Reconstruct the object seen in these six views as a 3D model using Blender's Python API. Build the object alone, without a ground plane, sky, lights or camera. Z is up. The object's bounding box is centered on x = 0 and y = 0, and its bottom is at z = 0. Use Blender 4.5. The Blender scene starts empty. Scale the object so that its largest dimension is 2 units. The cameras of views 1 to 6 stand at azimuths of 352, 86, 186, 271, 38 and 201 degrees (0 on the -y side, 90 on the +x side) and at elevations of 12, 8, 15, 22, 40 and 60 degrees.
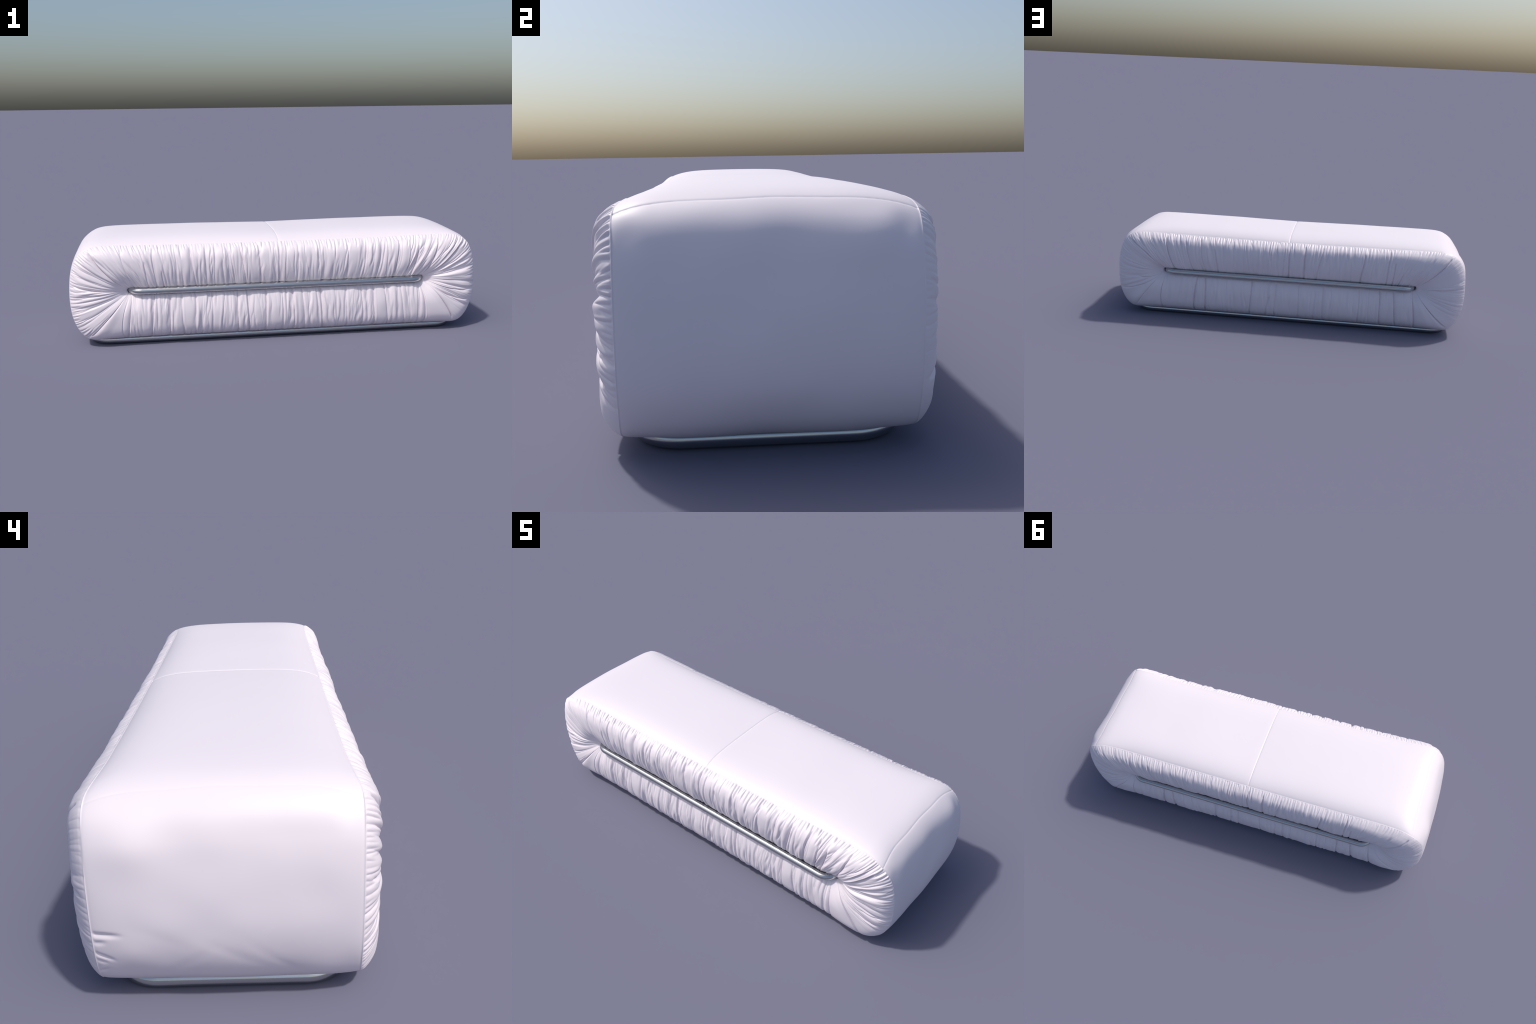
"""White leather bench pouf: a smooth belt of panels (seat, ends, underside)
wrapped round a rounded box, two gathered puffy side panels pinched into a slot
by a metal trim bar, standing on a low tubular metal frame."""
import numpy as np

rng = np.random.default_rng(11)

# ------------------------------------------------------------------ profile
# half outline of the belt seen from the front (x, z), from top centre
# clockwise to bottom centre; mirrored in x for the other half
HALF_OUTLINE = [(0.00, .471), (.25, .471), (.50, .473), (.70, .477), (.80, .479), (.86, .477),
                (.905, .465), (.942, .438), (.965, .396), (.979, .344), (.986, .285),
                (.987, .215), (.981, .155), (.966, .106), (.943, .066), (.912, .039),
                (.875, .029), (.80, .030), (.60, .032), (.30, .032), (.00, .032)]
NS = 3000          # columns round the loop
SLOT_X, SLOT_Z, SLOT_R = .715, .262, .0115


def catmull(pts, n, closed=True):
    """fine Catmull-Rom polyline, resampled to n points of equal arc length"""
    P = np.array(pts, float)
    if closed:
        P = np.vstack([P[-1], P, P[0], P[1]])
    else:
        P = np.vstack([2 * P[0] - P[1], P, 2 * P[-1] - P[-2]])
    out = []
    u = np.linspace(0, 1, 60, endpoint=False)[:, None]
    for i in range(1, len(P) - 2):
        a, b, c, d = P[i - 1:i + 3]
        out.append(.5 * (2 * b + (c - a) * u + (2 * a - 5 * b + 4 * c - d) * u ** 2
                         + (3 * b - a - 3 * c + d) * u ** 3))
    out.append(P[-2][None])
    F = np.vstack(out)
    s = np.r_[0, np.cumsum(np.linalg.norm(np.diff(F, axis=0), axis=1))]
    q = np.linspace(0, s[-1], n + (1 if closed else 0))
    R = np.stack([np.interp(q, s, F[:, k]) for k in range(F.shape[1])], 1)
    return (R[:-1], q[:-1], s[-1]) if closed else (R, q, s[-1])


full = HALF_OUTLINE + [(-x, z) for x, z in HALF_OUTLINE[-2:0:-1]]
OUT, Q, LOOP = catmull(full, NS)          # OUT: (NS,2) outline, Q: arc length


def smooth(a, b, x):
    u = np.clip((x - a) / (b - a), 0, 1)
    return u * u * (3 - 2 * u)


def q_at(x, z):
    return Q[np.argmin((OUT[:, 0] - x) ** 2 + (OUT[:, 1] - z) ** 2)]


Q_TR, Q_BR = q_at(.885, .464), q_at(.885, .038)     # where the corner tucks start
Q_BL, Q_TL = LOOP - Q_BR, LOOP - Q_TR
Q_B0 = q_at(.70, .033)
Q_B1 = LOOP - Q_B0


def slot_curve():
    """inner loop: for every column the point of the slot it is drawn to"""
    ang = [(0, 0, 1), (.58, .545, 1), (Q_TR, SLOT_X, 1), ((Q_TR + Q_BR) / 2, SLOT_X, 0), (Q_BR, SLOT_X, -.95),
           (Q_B0, SLOT_X - .02, -1), (Q_B1, -SLOT_X + .02, -1), (Q_BL, -SLOT_X, -.95),
           ((Q_BL + Q_TL) / 2, -SLOT_X, 0), (Q_TL, -SLOT_X, 1), (LOOP - .58, -.545, 1), (LOOP, 0, 1)]
    k = np.array(ang)
    x = np.interp(Q, k[:, 0], k[:, 1])
    h = np.interp(Q, k[:, 0], k[:, 2])
    x = x + np.sign(x) * .006 * (1 - h * h)
    return np.stack([x, SLOT_Z + SLOT_R * h], 1)


INN = slot_curve()

# puff profile of the side panels: (share of the way to the slot, bulge)
PUFF = [(0, 0), (.025, .20), (.075, .46), (.15, .72), (.26, .91), (.40, .99), (.56, 1.0),
        (.70, .94), (.84, .82), (.94, .67), (.988, .50), (1.0, .25), (1.0, -.3), (1.0, -.8)]
NT = 148
_sc = np.array([.215, .060])
PF, T, _ = catmull([(a * _sc[0], h * _sc[1]) for a, h in PUFF], NT, closed=False)
PA, PH = PF[:, 0] / _sc[0], PF[:, 1] / _sc[1]
T = T / T[-1]


def ends_w(q):
    """1 on the two ends of the loop, 0 along top and bottom"""
    x = np.interp(q, Q, OUT[:, 0])
    return smooth(.80, .97, np.abs(x))


def seam_y():
    """half width of the belt: flares at the ends and a little more at the corner tips"""
    x, z = np.abs(OUT[:, 0]), OUT[:, 1]
    tip = np.exp(-((x - .915) / .05) ** 2)
    return .266 + .010 * smooth(.70, .97, x) + .006 * tip


def side_base():
    z = OUT[:, 1]
    e = ends_w(Q)
    bottom = smooth(.30, .10, z)
    H = (.058 + .004 * bottom) * (1 - e) + .046 * e
    y0 = seam_y()
    P = np.zeros((NS, NT, 3))
    P[..., 0] = OUT[:, None, 0] + (INN - OUT)[:, None, 0] * PA
    P[..., 2] = OUT[:, None, 1] + (INN - OUT)[:, None, 1] * PA
    # the lower roll is squarer where it meets the floor rail
    low = (bottom * (1 - e))[:, None]
    full = np.where((PA < .5) & (PH > 0), np.maximum(PH, 1e-6) ** .72, PH)
    P[..., 1] = y0[:, None] + H[:, None] * (PH + (full - PH) * low)
    # hollow where the folds run together at the bar tips
    far = np.hypot(np.abs(P[..., 0]) - SLOT_X - .012, P[..., 2] - SLOT_Z)
    P[..., 1] -= .026 * np.exp(-(far / .055) ** 2)
    return P
FRONT_CREASES = [
    (0.031, 0.07, 0.032, 0.73, 2), (0.092, 0.27, 0.089, 0.69, 2), (0.132, 0.34, 0.156, 0.7, 1), (0.202, 0.28, 0.221, 0.71, 1),
    (0.332, 0.12, 0.355, 0.81, 2), (0.43, 0.07, 0.429, 0.71, 3), (0.504, 0.12, 0.505, 0.69, 3), (0.535, 0.18, 0.561, 0.7, 1),
    (0.594, 0.07, 0.613, 0.85, 3), (0.648, 0.08, 0.714, 0.7, 2), (0.688, 0.11, 0.695, 0.56, 2), (0.709, 0.24, 0.766, 0.73, 3),
    (0.8, 0.11, 0.859, 0.59, 3), (0.924, 0.15, 0.971, 0.69, 4), (1.212, 0.16, 1.262, 0.7, 3), (1.264, 0.14, 1.348, 0.69, 3),
    (1.409, 0.15, 1.336, 0.7, 4), (1.57, 0.08, 1.546, 0.65, 3), (1.607, 0.09, 1.607, 0.61, 2), (1.647, 0.13, 1.65, 0.52, 1),
    (1.673, 0.07, 1.697, 0.6, 2), (1.757, 0.07, 1.78, 0.7, 3), (1.827, 0.02, 1.832, 0.71, 3), (1.886, 0.03, 1.895, 0.69, 2),
    (1.967, 0.05, 1.97, 0.69, 2), (2.086, 0.07, 2.099, 0.68, 3), (2.172, 0.07, 2.189, 0.61, 2), (2.226, 0.06, 2.235, 0.69, 3),
    (2.279, 0.04, 2.29, 0.69, 2), (2.367, 0.04, 2.365, 0.69, 3), (2.446, 0.02, 2.457, 0.64, 3), (2.503, 0.02, 2.501, 0.72, 3),
    (2.624, 0.06, 2.624, 0.69, 2), (2.701, 0.13, 2.707, 0.71, 2), (2.762, 0.09, 2.768, 0.69, 2), (2.826, 0.1, 2.822, 0.72, 3),
    (2.913, 0.09, 2.897, 0.73, 3), (2.97, 0.12, 2.979, 0.43, 1), (3.022, 0.07, 3.027, 0.73, 3), (3.039, 0.29, 3.116, 0.65, 1),
    (3.208, 0.12, 3.198, 0.73, 4), (3.494, 0.05, 3.462, 0.69, 3), (3.69, 0.06, 3.63, 0.73, 4), (3.84, 0.1, 3.762, 0.66, 1),
    (3.928, 0.33, 3.871, 0.87, 2), (3.993, 0.11, 3.941, 0.85, 2), (4.016, 0.47, 4.007, 0.83, 2), (4.091, 0.34, 4.088, 0.56, 1),
    (4.168, 0.07, 4.171, 0.82, 3), (4.238, 0.02, 4.226, 0.87, 2), (4.283, 0.04, 4.268, 0.73, 2), (4.341, 0.06, 4.361, 0.86, 1),
    (4.356, 0.18, 4.372, 0.85, 2), (4.407, 0.11, 4.425, 0.74, 3), (4.496, 0.1, 4.499, 0.73, 3), (4.591, 0.06, 4.594, 0.8, 3),
]
BACK_CREASES = [
    (0.021, 0.15, 0.032, 0.8, 1), (0.424, 0.28, 0.423, 0.71, 2), (0.505, 0.07, 0.501, 0.69, 2), (0.593, 0.17, 0.577, 0.72, 2),
    (0.712, 0.13, 0.767, 0.75, 3), (0.82, 0.31, 0.79, 0.52, 1), (0.925, 0.12, 0.881, 0.74, 3), (1.209, 0.42, 1.333, 0.73, 2),
    (1.267, 0.06, 1.346, 0.66, 2), (1.405, 0.15, 1.38, 0.62, 2), (1.578, 0.18, 1.524, 0.67, 2), (1.758, 0.03, 1.778, 0.73, 3),
    (1.829, 0.05, 1.826, 0.73, 3), (2.086, 0.07, 2.097, 0.67, 3), (2.174, 0.05, 2.195, 0.41, 2), (2.229, 0.14, 2.236, 0.65, 2),
    (2.368, 0.14, 2.362, 0.71, 2), (2.451, 0.03, 2.46, 0.54, 1), (2.508, 0.03, 2.501, 0.74, 2), (2.704, 0.17, 2.708, 0.68, 2),
    (2.765, 0.07, 2.759, 0.61, 1), (2.828, 0.08, 2.82, 0.71, 3), (2.915, 0.16, 2.897, 0.72, 3), (3.022, 0.06, 3.024, 0.75, 3),
    (3.209, 0.14, 3.18, 0.73, 3), (3.482, 0.1, 3.479, 0.73, 2), (3.685, 0.0, 3.644, 0.69, 3), (3.901, 0.48, 3.885, 0.71, 2),
    (3.984, 0.31, 3.938, 0.82, 2), (4.03, 0.06, 4.007, 0.72, 2), (4.166, 0.2, 4.16, 0.92, 3), (4.402, 0.07, 4.427, 0.81, 2),
    (4.5, 0.08, 4.497, 0.77, 3), (4.586, 0.1, 4.592, 0.78, 3),
]


# -------------------------------------------------------------------- folds
def noise2(shape_u, shape_v, u, v, r):
    """smooth value noise, periodic in u; u in 0..shape_u, v in 0..shape_v"""
    lat = r.uniform(-1, 1, (shape_u, shape_v + 2))
    iu, iv = np.floor(u).astype(int), np.clip(np.floor(v).astype(int), 0, shape_v)
    fu, fv = u - iu, v - iv
    fu, fv = fu * fu * (3 - 2 * fu), fv * fv * (3 - 2 * fv)
    a = lat[iu % shape_u, iv] * (1 - fu) + lat[(iu + 1) % shape_u, iv] * fu
    b = lat[iu % shape_u, iv + 1] * (1 - fu) + lat[(iu + 1) % shape_u, iv + 1] * fu
    return a * (1 - fv) + b * fv


DQ = LOOP / NS


def valley(D, q0, t0, q1, t1, depth, width, sharp=True, lip=0., soft0=.06, soft1=.10, wig=0., ph=0.):
    """press one fold line into the height field D(column, row)"""
    j = np.where((T >= t0 - soft0) & (T <= t1 + soft1))[0]
    if not len(j):
        return
    t = T[j]
    u = (t - t0) / max(t1 - t0, 1e-4)
    c = q0 + (q1 - q0) * u + wig * np.sin(6 * u + ph)
    win = smooth(t0 - soft0, t0 + soft0, t) * smooth(t1 + soft1, t1 - soft1, t)
    reach = 6 * width
    i0 = int(np.floor((c.min() - reach) / DQ))
    i1 = int(np.ceil((c.max() + reach) / DQ))
    i = np.arange(i0, i1 + 1)
    d = i[:, None] * DQ - c[None]
    if sharp:
        f = -np.exp(-np.abs(d) / width)
    else:
        f = -np.exp(-(d / width) ** 2)
    if lip:
        f = f + abs(lip) * np.exp(-((d - np.sign(lip) * 2.6 * width) / (1.7 * width)) ** 2)
    D[np.ix_(i % NS, j)] += depth * f * win


def side_panel_points(creases, r, busy_left, busy_right, calm, strong):
    """puffy side panel (outward = +y) with its gathers and folds"""
    P = side_base()
    du = (np.roll(P, -1, 0) - np.roll(P, 1, 0)) / (2 * DQ)
    dv = np.gradient(P, axis=1)
    N = np.cross(du, dv)
    N /= np.linalg.norm(N, axis=2, keepdims=True) + 1e-12
    if N[0, NT // 2, 1] < 0:
        N = -N
    spread = np.linalg.norm(du, axis=2)            # columns crowd together in the fans
    D = np.zeros((NS, NT))
    xs = lambda q: np.interp(q % LOOP, Q, OUT[:, 0])
    zs = lambda q: np.interp(q % LOOP, Q, OUT[:, 1])

    def zone(q):
        q = q % LOOP
        if Q_TR - .03 < q < Q_BR:
            return 'right'
        if Q_BL < q < Q_TL + .03:
            return 'left'
        return 'top' if (q < Q_TR or q > Q_TL) else 'bottom'

    lean_noise = r.uniform(-1, 1, 40)

    def lean(q):
        """neighbouring folds lean the same way"""
        return .035 * np.interp((q % LOOP) / LOOP * 40, np.arange(41), np.r_[lean_noise, lean_noise[0]])

    # small gathers along the outer seam
    q = 0.
    while q < LOOP:
        zn = zone(q)
        step = {'top': .0135, 'left': .0145, 'right': .0130, 'bottom': .026}[zn]
        k = {'top': 1., 'left': busy_left, 'right': busy_right, 'bottom': .6}[zn]
        if (zn == 'right' and zs(q) < .13) or (zn == 'bottom' and abs(xs(q)) > .72):
            k *= .1
        ln = r.choice([.08, .14, .22, .36], p=[.3, .35, .22, .13]) * r.uniform(.8, 1.2)
        k *= np.clip(.95 + 22 * lean(q + .7), .35, 1.5)
        valley(D, q, .012, q + lean(q) * ln * .5 + r.normal(0, .003), ln, k * calm * r.uniform(.0020, .0048),
               r.uniform(.0022, .0036), lip=r.choice([-.35, .35]), soft0=.009, soft1=.06)
        q += step * r.uniform(.6, 1.45)
    # gathers at the slot
    q = 0.
    while q < LOOP:
        zn = zone(q)
        if zn in ('top', 'bottom'):
            ln = r.choice([.72, .62, .5], p=[.5, .3, .2]) * r.uniform(.92, 1.08)
            valley(D, q + r.normal(0, .012), ln, q, .90, calm * r.uniform(.001, .0038),
                   r.uniform(.004, .007), lip=r.choice([-.3, .3]), soft0=.10, soft1=.03)
        q += r.uniform(.014, .040)
    # soft folds crossing the middle
    for zn, n in (('top', 190), ('bottom', 150), ('right', int(34 * busy_right)), ('left', int(27 * busy_left))):
        lo, hi = {'top': (-Q_TR, Q_TR), 'bottom': (Q_B0, Q_B1),
                  'right': (Q_TR, Q_BR - .10), 'left': (Q_BL + .02, Q_TL)}[zn]
        for _ in range(n):
            q = r.uniform(lo, hi)
            fan = zn in ('left', 'right')
            t0 = r.uniform(.03, .25 if fan else .5)
            t1 = min(t0 + (r.uniform(.3, .65) if fan else r.uniform(.2, .55)), .86)
            valley(D, q, t0, q + lean(q) * (t1 - t0) * (2 if fan else 1) + r.normal(0, .006), t1,
                   calm * r.uniform(.0010, .0042) * (1.3 if fan else 1), r.uniform(.0036, .0085) * (1.5 if fan else 1),
                   sharp=r.uniform() < .6, lip=r.choice([-.45, 0, .45]), soft0=.12, soft1=.14,
                   wig=r.uniform(0, .004), ph=r.uniform(0, 6))
    # the deep creases
    for q0, t0, q1, t1, s in creases:
        dep = {1: .0025, 2: .0048, 3: .0072, 4: .0105}[s] * strong
        if zone(q0) == 'bottom':
            t0 = min(t0, .03)
        else:
            t0 = max(t0, .10)
        ex = .06 if t1 < .6 else .9 - t1
        t1e = min(t1 + ex, .90)
        qe = q1 + (q1 - q0) / max(t1 - t0, .1) * (t1e - t1) * .6
        sgn = r.choice([-1, 1])
        wg, p = r.uniform(0, .003), r.uniform(0, 6)
        valley(D, q0, t0, qe, t1e, dep, .0030, lip=.25 * sgn, soft0=.04, soft1=.04, wig=wg, ph=p)
        valley(D, q0, t0, qe, t1e, dep * .35, .014, sharp=False, soft0=.10, soft1=.05, wig=wg, ph=p)
    # broad lumps of the filling
    qq, tt = np.meshgrid(Q, T, indexing='ij')
    lump = noise2(34, 3, qq / LOOP * 34, tt * 3, r) * .0030 + noise2(90, 4, qq / LOOP * 90, tt * 4, r) * .0015
    D += lump * smooth(.02, .25, tt) * smooth(.92, .7, tt)
    D += .0018 * np.minimum(smooth(.0, .2, tt), smooth(.95, .75, tt))      # make up for pressed-in volume
    D *= smooth(.06, .55, spread)
    D *= .35 + .65 * smooth(.995, .93, PA)[None]
    D[:, 0] = 0
    return P + N * D[..., None]


# --------------------------------------------------------------------- belt
NV = 92
_v = np.linspace(-1, 1, NV + 1)
V = np.sign(_v) * (1 - (1 - np.abs(_v)) ** 1.35)       # rows crowd at the seams
Q_END = q_at(.915, .459)                               # seam between seat and end panels
Q_UND = q_at(.872, .034)                               # seam between end and underside


def belt_points(r):
    tan = np.roll(OUT, -1, 0) - np.roll(OUT, 1, 0)
    nrm = np.stack([-tan[:, 1], tan[:, 0]], 1)
    nrm /= np.linalg.norm(nrm, axis=1, keepdims=True)
    if nrm[0, 1] < 0:
        nrm = -nrm
    x, z = OUT[:, 0], OUT[:, 1]
    e = ends_w(Q)
    # how far the cloth domes out between the two long seams
    dome_at = [(0, .029), (.15, .033), (.38, .036), (.60, .033), (.75, .028), (q_at(.86, .477), .020), (q_at(.918, .46), .013),
               (q_at(.965, .396), .008), (q_at(.98, .33), .008), (q_at(.987, .22), .014), (q_at(.966, .106), .010),
               (q_at(.912, .039), .006), (q_at(.80, .03), .002), (LOOP / 2, .002)]
    crown = np.interp(np.minimum(Q, LOOP - Q), *np.array(dome_at).T)
    ker = np.hanning(151)
    crown = np.convolve(np.r_[crown[-75:], crown, crown[:75]], ker / ker.sum(), 'valid')
    y0 = seam_y()
    a = np.abs(V)[None]
    dome = .78 * (1 - a ** 6) + .22 * (1 - a ** 2)
    D = crown[:, None] * dome
    # cloth is drawn in along every seam
    edge = (1 - a) * y0[:, None]
    D -= .0015 * np.exp(-edge / .005)
    # the seams across the ends bow up between their corners
    bow = (.022 * (1 - np.abs(V) ** 4) + .0015 * np.sin(9 * V + 1)) * smooth(1, .96, np.abs(V))
    for qs, dep, w in ((0, .0022, .0024), (Q_END, .0018, .0024), (LOOP - Q_END, .0009, .0024),
                       (Q_UND, .001, .004), (LOOP - Q_UND, .001, .004)):
        sh = {Q_END: -1, LOOP - Q_END: 1}.get(qs, 0) * bow[None]
        d = np.abs((Q[:, None] - qs - sh + LOOP / 2) % LOOP - LOOP / 2)
        D -= dep * np.exp(-d / w) + dep * .25 * np.exp(-(d / .015) ** 2)
    # soft unevenness
    qq, vv = np.meshgrid(Q, V, indexing='ij')
    amp = smooth(1., .7, np.abs(vv)) * (.12 + .88 * e[:, None])
    D += noise2(26, 4, qq / LOOP * 26, (vv + 1) * 2, r) * .0030 * amp
    D += noise2(70, 7, qq / LOOP * 70, (vv + 1) * 3.5, r) * .0012 * amp
    # pinched corner tips just under the end seams
    for qc, side, dep in ((Q_END + .045, 1, .0045), (Q_END + .055, -1, .002), (LOOP - Q_END - .03, -1, .003)):
        D -= dep * np.exp(-((qq - qc) / .032) ** 2) * np.exp(-((vv * side - .90) / .09) ** 2)
    # fuller shoulders of both ends towards the back
    for qc, dep in ((q_at(.962, .405), .008), (LOOP - q_at(.968, .385), .010)):
        D += dep * np.exp(-((qq - qc) / .055) ** 2) * np.exp(-((vv - .70) / .24) ** 2)
    # slack diagonal creases low on the lit end
    for zc, vc, slope, dep in ((.15, -.05, .16, .0007), (.13, .28, -.22, .0006), (.12, -.40, .25, .0006), (.19, .45, .12, .0004)):
        line = qq - (LOOP - q_at(.98, zc)) - slope * (vv - vc)
        D -= dep * np.exp(-(line / .016) ** 2) * np.exp(-((vv - vc) / .22) ** 2)
    # pucker wrinkles where the left end meets the back seam
    for zz, ln, dep, tilt in ((.200, .070, .0050, .0), (.178, .035, .0025, .05), (.150, .048, .0045, -.10), (.128, .03, .002, -.05), (.075, .03, .003, .2)):
        ql = LOOP - q_at(.98, zz)
        dq = qq - ql + tilt * (vv - 1)
        D -= dep * np.exp(-(dq / .006) ** 2) * smooth(1 - ln / .27, 1 - ln / .8, vv) * smooth(1.0, .97, vv)
    P = np.zeros((NS, NV + 1, 3))
    P[..., 0] = x[:, None] + nrm[:, None, 0] * D
    P[..., 2] = z[:, None] + nrm[:, None, 1] * D
    P[..., 1] = y0[:, None] * V[None]
    # let the grid columns (and so the panel borders) follow the bowed end seams
    for j in range(1, NV):
        b = bow[j]
        qw = Q - b * np.exp(-((Q - Q_END) / .10) ** 2) + b * np.exp(-((Q - LOOP + Q_END) / .10) ** 2)
        for k in (0, 2):
            P[:, j, k] = np.interp(qw, np.r_[Q, LOOP], np.r_[P[:, j, k], P[0, j, k]])
    P[:, 0, 0], P[:, -1, 0] = x, x
    P[:, 0, 2], P[:, -1, 2] = z, z
    return P


# ================================================================== blender
import bpy
import math


def grid_mesh(name, P, cols, closed, flip):
    """quad mesh from the columns `cols` of the point grid P"""
    G = P[cols % NS]
    n, m = G.shape[:2]
    idx = np.arange(n * m).reshape(n, m)
    if closed:
        idx = np.vstack([idx, idx[:1]])
    a, b, c, d = idx[:-1, :-1], idx[1:, :-1], idx[1:, 1:], idx[:-1, 1:]
    F = np.stack([a, b, c, d] if not flip else [a, d, c, b], -1).reshape(-1, 4)
    me = bpy.data.meshes.new(name)
    me.vertices.add(n * m)
    me.vertices.foreach_set('co', G.reshape(-1).astype(np.float32))
    me.loops.add(F.size)
    me.loops.foreach_set('vertex_index', F.reshape(-1).astype(np.int32))
    me.polygons.add(len(F))
    me.polygons.foreach_set('loop_start', np.arange(0, F.size, 4, dtype=np.int32))
    me.update(calc_edges=True)
    me.validate()
    me.polygons.foreach_set('use_smooth', np.ones(len(F), bool))
    me.update()
    return me


def grid_normals(P, flip):
    du = np.roll(P, -1, 0) - np.roll(P, 1, 0)
    dv = np.gradient(P, axis=1)
    N = np.cross(du, dv)
    N /= np.linalg.norm(N, axis=2, keepdims=True) + 1e-12
    return -N if flip else N


# ---------------------------------------------------------------- materials
def leather_material():
    m = bpy.data.materials.new('white_leather')
    m.use_nodes = True
    nt = m.node_tree
    b = nt.nodes['Principled BSDF']
    tc = nt.nodes.new('ShaderNodeTexCoord')
    n1 = nt.nodes.new('ShaderNodeTexNoise')
    n1.inputs['Scale'].default_value = 3.0
    n1.inputs['Detail'].default_value = 3
    rp = nt.nodes.new('ShaderNodeValToRGB')
    rp.color_ramp.elements[0].position, rp.color_ramp.elements[1].position = .3, .7
    rp.color_ramp.elements[0].color = (*LEATHER_A, 1)
    rp.color_ramp.elements[1].color = (*LEATHER_B, 1)
    n2 = nt.nodes.new('ShaderNodeTexNoise')
    n2.inputs['Scale'].default_value = 260
    n2.inputs['Detail'].default_value = 2
    bp = nt.nodes.new('ShaderNodeBump')
    bp.inputs['Strength'].default_value = .03
    bp.inputs['Distance'].default_value = .001
    L = nt.links.new
    L(tc.outputs['Object'], n1.inputs['Vector'])
    L(tc.outputs['Object'], n2.inputs['Vector'])
    L(n1.outputs['Fac'], rp.inputs['Fac'])
    L(rp.outputs['Color'], b.inputs['Base Color'])
    L(n2.outputs['Fac'], bp.inputs['Height'])
    L(bp.outputs['Normal'], b.inputs['Normal'])
    b.inputs['Roughness'].default_value = .48
    b.inputs['Specular IOR Level'].default_value = .5
    return m


def metal_material():
    m = bpy.data.materials.new('satin_steel')
    m.use_nodes = True
    nt = m.node_tree
    b = nt.nodes['Principled BSDF']
    tc = nt.nodes.new('ShaderNodeTexCoord')
    n1 = nt.nodes.new('ShaderNodeTexNoise')
    n1.inputs['Scale'].default_value = 14
    rp = nt.nodes.new('ShaderNodeMapRange')
    rp.inputs['To Min'].default_value, rp.inputs['To Max'].default_value = .17, .22
    nt.links.new(tc.outputs['Object'], n1.inputs['Vector'])
    nt.links.new(n1.outputs['Fac'], rp.inputs['Value'])
    nt.links.new(rp.outputs['Result'], b.inputs['Roughness'])
    b.inputs['Base Color'].default_value = (*STEEL, 1)
    b.inputs['Metallic'].default_value = 1
    return m


LEATHER_A, LEATHER_B = (.78, .72, .772), (.79, .73, .782)
STEEL = (.53, .545, .55)
leather, steel = leather_material(), metal_material()

root = bpy.data.objects.new('bench_pouf', None)
bpy.context.scene.collection.objects.link(root)
root['label'] = 'long white leather bench pouf with gathered sides and steel rails'
root['category'] = 'bench'


def add(name, me, mat):
    ob = bpy.data.objects.new(name, me)
    bpy.context.scene.collection.objects.link(ob)
    ob.parent = root
    me.materials.append(mat)
    return ob


# belt, cut into panels along its seams
B = belt_points(np.random.default_rng(5))
BN = grid_normals(B, True)


def col(q):
    return int(round(q / DQ))


cuts = [('seat_panel', 0, Q_END), ('end_panel', Q_END, Q_UND), ('underside_panel', Q_UND, LOOP - Q_UND),
        ('end_panel', LOOP - Q_UND, LOOP - Q_END), ('seat_panel', LOOP - Q_END, LOOP)]
FLIP = BN[0, NV // 2, 2] < 0
if FLIP:
    BN = -BN
for name, qa, qb in cuts:
    cols = np.arange(col(qa), col(qb) + 1)
    me = grid_mesh(name, B, cols, False, not FLIP)
    add(name, me, leather)
    me.normals_split_custom_set_from_vertices(BN[cols % NS].reshape(-1, 3).tolist())

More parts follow.
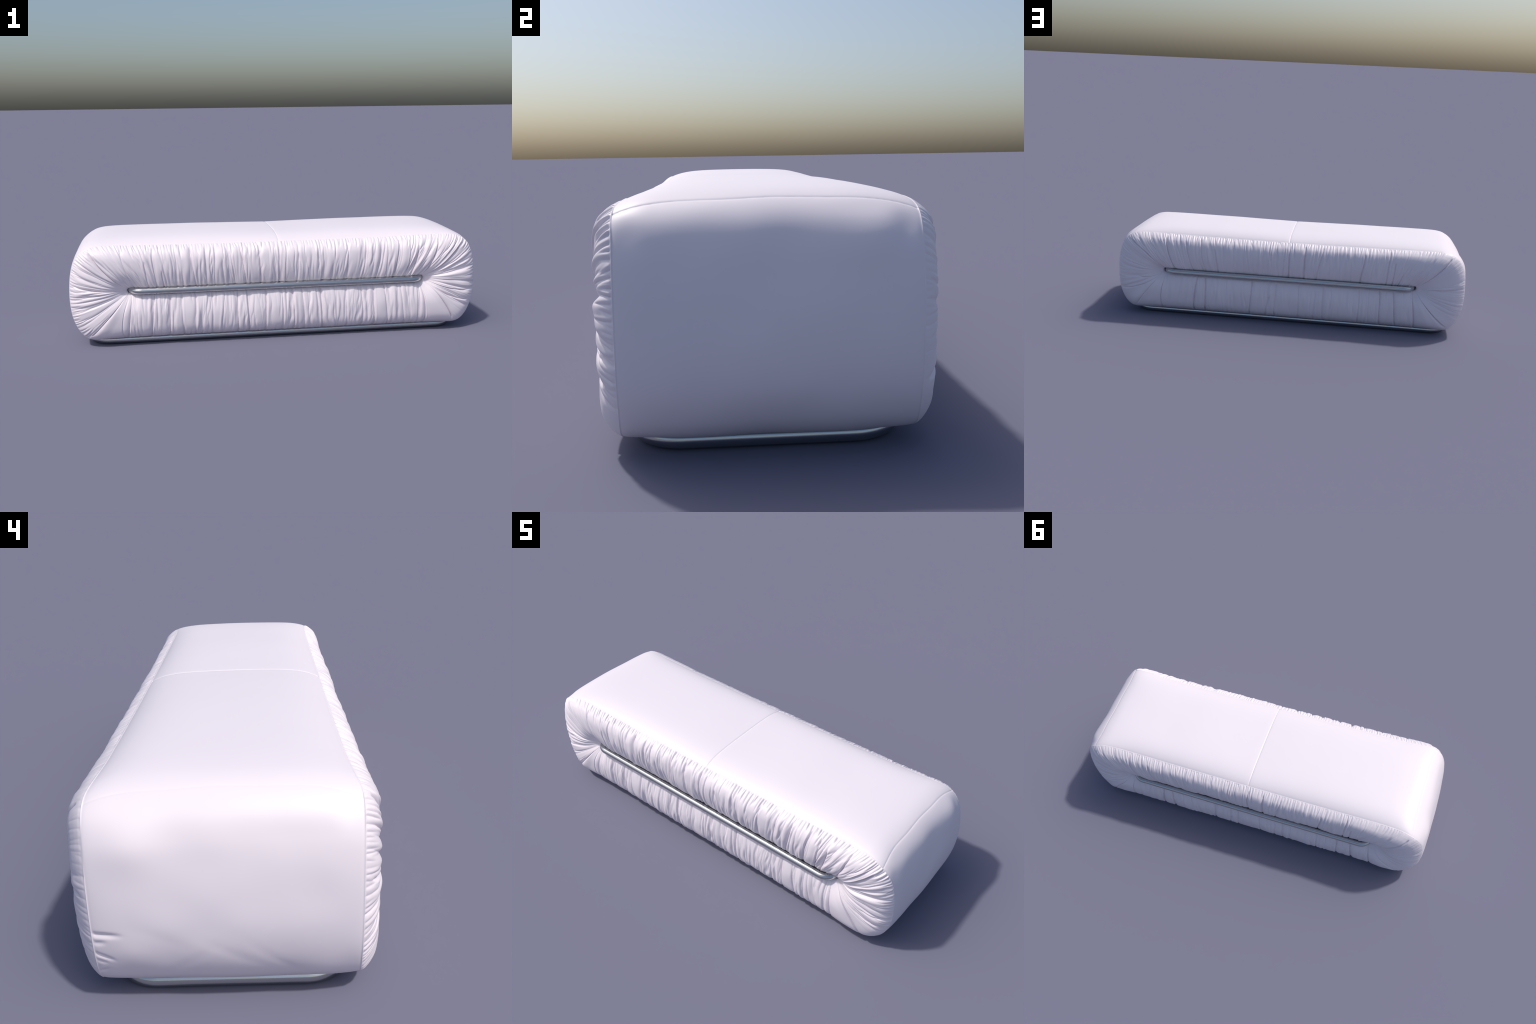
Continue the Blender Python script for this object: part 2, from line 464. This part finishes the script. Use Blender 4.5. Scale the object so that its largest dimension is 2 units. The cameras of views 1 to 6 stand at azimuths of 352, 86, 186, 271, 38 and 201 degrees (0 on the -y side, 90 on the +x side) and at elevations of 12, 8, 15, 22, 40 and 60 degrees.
# gathered side panels
S = side_panel_points(FRONT_CREASES, np.random.default_rng(21), 1.0, 1.2, 1.0, 1.0) * np.array([1, -1, 1])
me = grid_mesh('side_panel', S, np.arange(NS), True, False)
add('side_panel', me, leather)
S2 = side_panel_points(BACK_CREASES, np.random.default_rng(34), .45, .5, .62, 1.15)
me = grid_mesh('side_panel', S2, np.arange(NS), True, True)
add('side_panel', me, leather)


# --------------------------------------------------------------- metal parts
def tube(name, pts, radius, closed):
    cu = bpy.data.curves.new(name, 'CURVE')
    cu.dimensions = '3D'
    sp = cu.splines.new('POLY')
    sp.points.add(len(pts) - 1)
    for p, c in zip(sp.points, pts):
        p.co = (*c, 1)
    sp.use_cyclic_u = closed
    cu.bevel_depth = radius
    cu.bevel_resolution = 8
    cu.use_fill_caps = True
    tmp = bpy.data.objects.new('tmp', cu)
    bpy.context.scene.collection.objects.link(tmp)
    bpy.context.view_layer.update()
    me = bpy.data.meshes.new_from_object(tmp.evaluated_get(bpy.context.evaluated_depsgraph_get()))
    bpy.data.objects.remove(tmp)
    me.name = name
    me.polygons.foreach_set('use_smooth', np.ones(len(me.polygons), bool))
    return add(name, me, steel)


def bar_path(sy, half, y_out, y_in, rad):
    pts = [(-half, y_in), (-half, y_out - rad)]
    for k in range(1, 13):
        a = math.pi / 2 * k / 12
        pts.append((-half + rad * (1 - math.cos(a)), y_out - rad * (1 - math.sin(a))))
    pts += [(-x, y) for x, y in pts[::-1]]
    return [(x, sy * y, SLOT_Z + .003) for x, y in pts]


tube('trim_bar', bar_path(-1, .706, .312, .235, .055), .0150, False)
tube('trim_bar', bar_path(1, .700, .312, .235, .055), .0150, False)


def frame_path(x0, x1, hy, r, z):
    pts = []
    for cx, cy, a0 in ((x1 - r, hy - r, 0), (x0 + r, hy - r, 90), (x0 + r, -hy + r, 180), (x1 - r, -hy + r, 270)):
        for k in range(17):
            a = math.radians(a0 + 90 * k / 16)
            pts.append((cx + r * math.cos(a), cy + r * math.sin(a), z))
    return pts


tube('base_frame', frame_path(-.897, .887, .256, .090, .0185), .0185, True)
